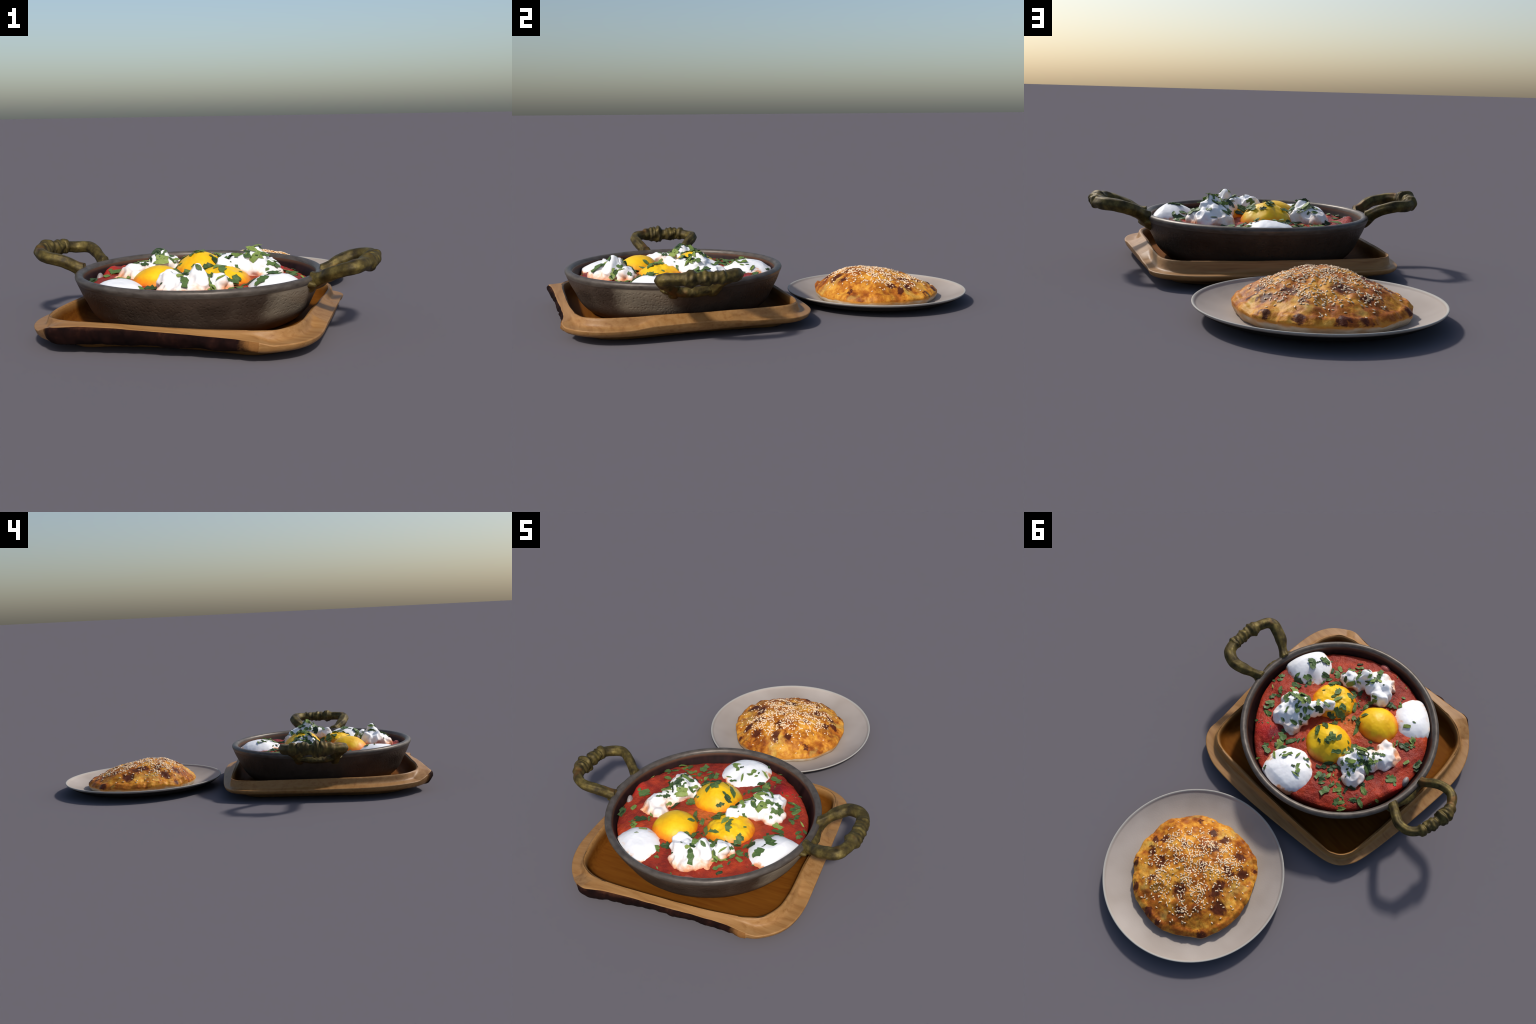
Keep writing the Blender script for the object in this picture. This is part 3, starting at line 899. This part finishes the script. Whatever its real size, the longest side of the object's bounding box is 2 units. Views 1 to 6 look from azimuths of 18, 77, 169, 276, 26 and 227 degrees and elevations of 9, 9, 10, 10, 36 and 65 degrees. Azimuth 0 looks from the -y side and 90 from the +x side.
LIGHT_LEAVES = [(301, -625, 27, -116), (295, -213, 36, 164), (248, -662, 36, 159), (307, -401, 41, 174), (207, -345, 46, -164), (231, -384, 38, -166), (177, -380, 29, -167), 
    (145, -408, 38, -69), (105, -508, 46, -104), (180, -680, 38, -128), (65, -701, 35, -157), (135, -624, 38, -93), (-5, -655, 27, -148), (-221, -670, 32, -142), 
    (-118, -337, 34, -58), (147, -150, 33, 157), (98, -84, 46, 151), (51, -122, 46, -122), (73, -124, 20, -116), (18, -161, 42, -85), (-51, -164, 26, 176), 
    (-35, -109, 46, -60), (-50, -84, 39, -172), (-153, -207, 32, -81), (-234, -186, 36, -125), (-294, -160, 30, -121), (-312, -136, 46, -128), (-254, -182, 22, -120), 
    (150, -21, 18, -140), (-139, -341, 30, -134), (-173, -395, 43, -172), (-214, -465, 33, -168), (-195, -317, 38, -156), (-198, -304, 41, -136), (-247, -401, 46, 176), 
    (-228, -335, 29, -117), (-245, -552, 28, -69), (-298, -639, 37, -90), (-353, -536, 29, -100), (-324, -276, 46, 163), (-399, -292, 27, 167), (-182, -406, 46, 46), 
    (-168, -411, 45, 24), (-285, -650, 39, 95), (221, -389, 46, 74), (198, -359, 46, -20), (400, -337, 34, -46), (131, -143, 46, 112), (42, -731, 25, 32), 
    (148, -715, 46, -9), (-110, -739, 32, -34), (181, -690, 34, 21)]

def leaf_templates(mats):
    """chopped parsley scraps, one unit long: lance tips, cut squares, notched and lobed bits, stalk slivers"""
    outs = [
        [(-.5, 0), (-.25, .17), (.05, .21), (.3, .12), (.5, 0), (.28, -.14), (0, -.2), (-.28, -.14)],
        [(-.5, -.18), (-.38, .24), (-.05, .16), (.12, .30), (.42, .22), (.5, -.12), (.2, -.28), (-.1, -.16)],
        [(-.5, .1), (-.22, .26), (-.1, .1), (.1, .32), (.24, .12), (.5, .16), (.36, -.16), (.05, -.24), (-.3, -.18)],
        [(-.48, -.2), (-.42, .2), (0, .24), (.46, .18), (.5, -.1), (.1, -.22)],
        [(-.5, -.03), (-.2, .1), (.2, .12), (.5, .02), (.2, -.07), (-.2, -.09)],
        [(-.5, 0), (-.3, .22), (-.12, .14), (.02, .34), (.2, .2), (.34, .24), (.5, -.02), (.3, -.2), (.12, -.12), (-.06, -.3), (-.26, -.12)],
        [(-.5, .12), (-.1, .05), (.08, .28), (.3, .30), (.5, .1), (.3, -.1), (.1, -.05), (-.1, -.2), (-.42, -.16)],
    ]
    T = {}
    for tone, mat in mats.items():
        T[tone] = []
        for k, o in enumerate(outs):
            P = np.array(o)
            m = len(P)
            bend = (.10, -.08, .12, .05, .04, .10, -.06)[k]
            fold = (.22, .12, .18, .05, .3, .15, .2)[k]

            def lift(p):
                return fold * abs(p[1]) - bend * (p[0] ** 2) * 2 + .03 * math.sin(9 * p[0] + k)
            V, F = [], []
            for top in (1, 0):
                base = len(V)
                t = .028 if top else -.028
                V.append((0, 0, lift((0, 0)) + t))
                for sc in (.55, 1.0):
                    for p in P * sc:
                        V.append((p[0], p[1], lift(p) + t * (1 if sc < 1 else .6)))
                for i in range(m):
                    j = (i + 1) % m
                    f1 = (base, base + 1 + i, base + 1 + j)
                    f2 = (base + 1 + i, base + 1 + m + i, base + 1 + m + j, base + 1 + j)
                    F += [f1[::-1], f2[::-1]] if top else [f1, f2]
            h = 1 + 2 * m
            for i in range(m):
                j = (i + 1) % m
                F.append((1 + m + i, 1 + m + j, h + 1 + m + j, h + 1 + m + i))
            me = bpy.data.meshes.new("parsley_leaf")
            me.from_pydata(V, [], F)
            me.update()
            me.materials.append(mat)
            T[tone].append(me)
    return T


def scatter_parsley(top, food):
    tree = bvh_of(food)
    mats = {"dark": m_parsley("parsley_dark", (0.022, 0.046, 0.017), (0.060, 0.108, 0.034)),
            "green": m_parsley("parsley_green", (0.052, 0.105, 0.030), (0.118, 0.195, 0.054)),
            "light": m_parsley("parsley_pale", (0.125, 0.205, 0.046), (0.250, 0.325, 0.075))}
    T = leaf_templates(mats)

    def lay(x, y, ln, ang, tone, kinds):
        hit = tree.ray_cast(Vector((x, y, .6)), Vector((0, 0, -1)))
        if hit[0] is None or np.hypot(x - PAN_C[0], y - PAN_C[1]) > .436:
            return
        nrm = (hit[1] + Vector((random.gauss(0, .12), random.gauss(0, .12), .15))).normalized()
        f = Vector((math.cos(ang), math.sin(ang), 0))
        f = (f - nrm * f.dot(nrm)).normalized()
        R = Matrix((f, nrm.cross(f), nrm)).transposed().to_4x4()
        ob = bpy.data.objects.new("parsley_leaf", T[tone][random.choice(kinds)])
        bpy.context.collection.objects.link(ob)
        ob.parent = top
        ob.matrix_parent_inverse = top.matrix_world.inverted()
        flip = random.choice((-1, 1))
        ob.matrix_basis = Matrix.Translation(hit[0] + nrm * (.0012 + .035 * ln)) @ R @ Matrix.Rotation(random.gauss(0, .15), 4, "X") @ Matrix.Diagonal((ln, ln * random.uniform(.85, 1.25), ln * random.uniform(.7, 1.3), 1)) @ Matrix.Rotation(0 if flip > 0 else math.pi, 4, "Z")

    for tone, lst in (("dark", DARK_LEAVES), ("green", GREEN_LEAVES), ("light", LIGHT_LEAVES)):
        for x, y, ln, ang in lst:
            kinds = (0, 4, 4) if ln < 14 else (0, 1, 2, 3, 5, 6) if tone != "light" else (0, 3, 4, 6, 1)
            lay(x / 1000, y / 1000, ln / 1000 * 1.25, math.radians(ang), tone, kinds)
    # heavier tufts on the crowns of the cheese
    for cx, cy, r, k in ((-0.195, -.365, .042, 16), (0.205, -.335, .05, 10), (0.09, -.70, .05, 5), (-.26, -.45, .03, 3)):
        for _ in range(k):
            lay(cx + random.gauss(0, r * .6), cy + random.gauss(0, r * .6), random.uniform(.022, .040), random.random() * 6.28, random.choice(("dark", "green", "green", "light")), (0, 1, 2, 5, 6))
    # small flecks that gather in the wet gaps between the heaps
    for cx, cy, r, k in ((0.02, -.47, .05, 12), (0.03, -.60, .06, 12), (0.13, -.40, .05, 8), (0.22, -.17, .06, 9), (-.16, -.20, .07, 14), (-.30, -.22, .07, 10), (0.25, -.66, .05, 8), (-.05, -.79, .10, 7)):
        for _ in range(k):
            lay(cx + random.gauss(0, r * .6), cy + random.gauss(0, r * .6), random.uniform(.009, .017), random.random() * 6.28, random.choice(("dark", "dark", "green", "light")), (0, 3, 4, 5))


# ------------------------------------------------------------------ plate and bread
def build_plate():
    top = empty("dinner_plate", (PLATE_C[0], PLATE_C[1], 0), "shallow round grey stoneware plate", "plate")
    well = catmull([(0.01, .0085), (0.15, .0085), (0.25, .0095), (0.30, .0135), (0.345, .0225), (0.385, .0355), (0.412, .0478), (0.4185, .0525)], 46)
    lip = catmull([(0.4185, .0525), (0.4225, .0572), (0.4270, .0597), (0.4306, .0588), (0.4308, .0555), (0.428, .0515)], 14)
    under = catmull([(0.428, .0515), (0.405, .036), (0.375, .022), (0.33, .0115), (0.285, .006), (0.272, .001), (0.262, 0.0), (0.250, .002), (0.10, .003), (0.01, .003)], 40)
    prof = np.vstack([well, lip[1:], under[1:]])
    V, F = lathe(prof, 256, PLATE_C)
    F = [f[::-1] for f in F]
    m = len(prof)
    a, b = len(well) - 1, len(well) + len(lip) - 2
    sel = [[], [], []]
    for k in range(len(F)):
        j = k % (m - 1)
        sel[0 if j < a else 1 if j < b else 2].append(k)
    V = list(map(tuple, V)) + [(PLATE_C[0], PLATE_C[1], .0085), (PLATE_C[0], PLATE_C[1], .003)]
    for i in range(256):
        p, q = i * m, ((i + 1) % 256) * m
        sel[0].append(len(F)); F.append((len(V) - 2, p, q))
        sel[2].append(len(F)); F.append((len(V) - 1, q + m - 1, p + m - 1))
    M = m_plate()
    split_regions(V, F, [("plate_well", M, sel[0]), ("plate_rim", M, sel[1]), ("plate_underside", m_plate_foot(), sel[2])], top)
    return top


def build_bread():
    top = empty("flatbread", (BREAD_C[0], BREAD_C[1], .0085), "puffed golden flatbread scattered with sesame seeds", "bread")
    outline = [(0.103, 0.811), (0.188, 0.735), (0.226, 0.650), (0.236, 0.568), (0.233, 0.488), (0.193, 0.408), (0.151, 0.353), (0.062, 0.306), (-0.014, 0.281),
               (-0.133, 0.286), (-0.238, 0.322), (-0.294, 0.393), (-0.337, 0.486), (-0.358, 0.583), (-0.343, 0.671), (-0.325, 0.733), (-0.263, 0.789), (-0.190, 0.843), (-0.101, 0.862), (-0.007, 0.857), (0.055, 0.843)]
    n = 360
    c = catmull(outline, 2000, True) - BREAD_C
    ang = np.arctan2(c[:, 1], c[:, 0])
    o = np.argsort(ang)
    A, Rr = ang[o], np.hypot(*c[o].T)
    th = np.linspace(0, 2 * np.pi, n, endpoint=False)
    R = np.interp(th, np.r_[A - 2 * np.pi, A, A + 2 * np.pi], np.r_[Rr, Rr, Rr])
    shift = np.array((-0.008, -0.078))
    V = []
    rows_top, rows_bot = 84, 14
    for i in range(n):
        cs, sn = math.cos(th[i]), math.sin(th[i])
        ragged = fbm(cs, sn, 0, 5.5, 4, 3.3)
        flap = math.exp(-((math.degrees(th[i]) - 214) / 7) ** 2) + .8 * math.exp(-((math.degrees(th[i]) - 240) / 6) ** 2)
        Ri0 = R[i]
        ze0 = 0.047 + 0.004 * math.sin(th[i] * 2 + 1)
        for j in range(rows_top):
            rho = j / (rows_top - 1)
            rho = rho ** 0.9
            Ri = Ri0 * (1 + 0.018 * ragged * rho ** 10)
            ze = ze0 + (0.009 * ragged + 0.014 * flap) * rho ** 8
            p = BREAD_C + shift * (1 - rho) + np.array((cs, sn)) * Ri * rho
            x, y = p
            f = (1 - rho ** 2.45)
            z = ze * rho ** 3 + 0.045 * (1 - rho ** 3) + 0.109 * f
            w = min(1, (1 - rho) * 7)
            z += w * (0.0090 * fbm(x, y, 0, 6.5, 2, 1.7) + 0.0070 * fbm(x, y, 0, 17, 3, 6.1)) + 0.0012 * fbm(x, y, 0, 70, 2, 2.0)
            z -= 0.012 * w * (1 - abs(nz(x, y, 0, 6.5, 9.0)) * 6 if abs(nz(x, y, 0, 6.5, 9.0)) < 1 / 6 else 0) * .5
            for bx, by, br in BURNT[:14]:
                z -= 0.0035 * w * math.exp(-((x - bx) ** 2 + (y - by) ** 2) / (br * br))
            # rolled lip close to the edge
            z += 0.010 * math.exp(-((rho - .95) / .035) ** 2) * (0.6 + .5 * ragged)
            V.append((x, y, z))
        for j in range(1, rows_bot + 1):
            t = j / rows_bot
            if t < .72:
                u = t / .72
                rr = Ri * (1 - 0.004 - 0.055 * u ** 1.6 + 0.006 * math.sin(u * math.pi) + .006 * (fbm(cs, sn, u, 8, 2, 4.0)) * math.sin(u * math.pi))
                z = ze - 0.003 + (0.0095 - ze + .003) * u
            else:
                u = (t - .72) / .28
                rr = Ri * .94 * (1 - u * .98)
                z = 0.0092
            V.append((BREAD_C[0] + rr * cs, BREAD_C[1] + rr * sn, z))
    m = rows_top + rows_bot
    F = [f[::-1] for f in grid_faces(n, m)]
    sel = [[], []]
    for k in range(len(F)):
        sel[0 if k % (m - 1) < rows_top else 1].append(k)
    crust, _ = split_regions(V, F, [("crust", m_crust(), sel[0]), ("dough_base", m_dough(), sel[1])], top)
    build_seeds(top, crust)
    return top


def build_seeds(top, crust):
    tree = bvh_of([crust])
    n, m = 10, 8
    sv = []
    for i in range(n):
        a = 2 * math.pi * i / n
        for j in range(m):
            t = j / (m - 1)
            x = -1 + 2 * t
            r = math.sqrt(max(0, 1 - x * x)) * (0.80 + 0.35 * x) ** 1.0
            sv.append((x, r * math.cos(a) * .58, r * math.sin(a) * .36))
    sf = grid_faces(n, m)
    mat = m_seed()
    hot = [(0.09, 0.545, .07, 2.2), (0.02, 0.60, .05, 1.2), (-0.10, 0.455, .08, 2.0), (-0.14, 0.61, .055, 2.6), (-0.055, 0.545, .10, 1.6), (-0.07, 0.60, .06, 1.6), (-0.17, 0.68, .06, 1.2),
           (0.03, 0.70, .06, 1.0), (-0.14, 0.40, .05, 1.0), (0.05, 0.46, .05, .6), (-0.04, 0.75, .06, .9), (-0.20, 0.76, .05, .5), (-0.23, 0.47, .06, .8), (0.10, 0.65, .05, .7)]
    spots = []
    tries = 0
    while len(spots) < 860 and tries < 40000:
        tries += 1
        a, q = random.random() * 2 * math.pi, math.sqrt(random.random())
        x, y = BREAD_C[0] + q * .275 * math.cos(a), BREAD_C[1] + q * .28 * math.sin(a)
        dens = 0.20 + sum(k * math.exp(-((x - hx) ** 2 + (y - hy) ** 2) / r ** 2) for hx, hy, r, k in hot)
        dens *= 1.0 - .75 * sstep(.72, .97, q)
        dens *= .15 + 1.7 * max(0, .4 + fbm(x, y, 0, 20, 2, 3.0))
        if random.random() * 3.0 > dens:
            continue
        if any((x - s[0]) ** 2 + (y - s[1]) ** 2 < .0063 ** 2 for s in spots[-500:]):
            continue
        hit = tree.ray_cast(Vector((x, y, .5)), Vector((0, 0, -1)))
        if hit[0] is None or hit[1].z < .35:
            continue
        spots.append((x, y, hit[0], hit[1]))

    def frame(s, k):
        nrm = (s[3] + Vector((random.gauss(0, .18), random.gauss(0, .18), 0))).normalized()
        q = nrm.to_track_quat("Z", "X")
        return Matrix.Translation(s[2] + nrm * .0012) @ q.to_matrix().to_4x4() @ Matrix.Rotation(random.random() * 6.28, 4, "Z") @ Matrix.Diagonal((k, k * random.uniform(.85, 1.1), k, 1))

    first = None
    order = sorted(range(len(spots)), key=lambda i: random.random())
    rest = []
    for c, i in enumerate(order):
        k = random.uniform(.0054, .0069)
        M = frame(spots[i], k)
        if c < 300:
            if first is None:
                first = make("sesame_seed", sv, sf, mat)
                ob = first
            else:
                ob = first.copy()
                bpy.context.collection.objects.link(ob)
            ob.parent = top
            ob.matrix_parent_inverse = top.matrix_world.inverted()
            ob.matrix_basis = M
        else:
            rest.append(M)
    V, F = [], []
    for M in rest:
        b = len(V)
        V += [tuple(M @ Vector(v)) for v in sv]
        F += [tuple(b + i for i in f) for f in sf]
    ob = make("sesame_sprinkle", V, F, mat)
    ob["kind"] = "stuff"
    adopt(ob, top)


# ------------------------------------------------------------------ build everything
build_tray()
build_pan()
stew, food = build_food()
scatter_parsley(stew, food)
build_plate()
build_bread()
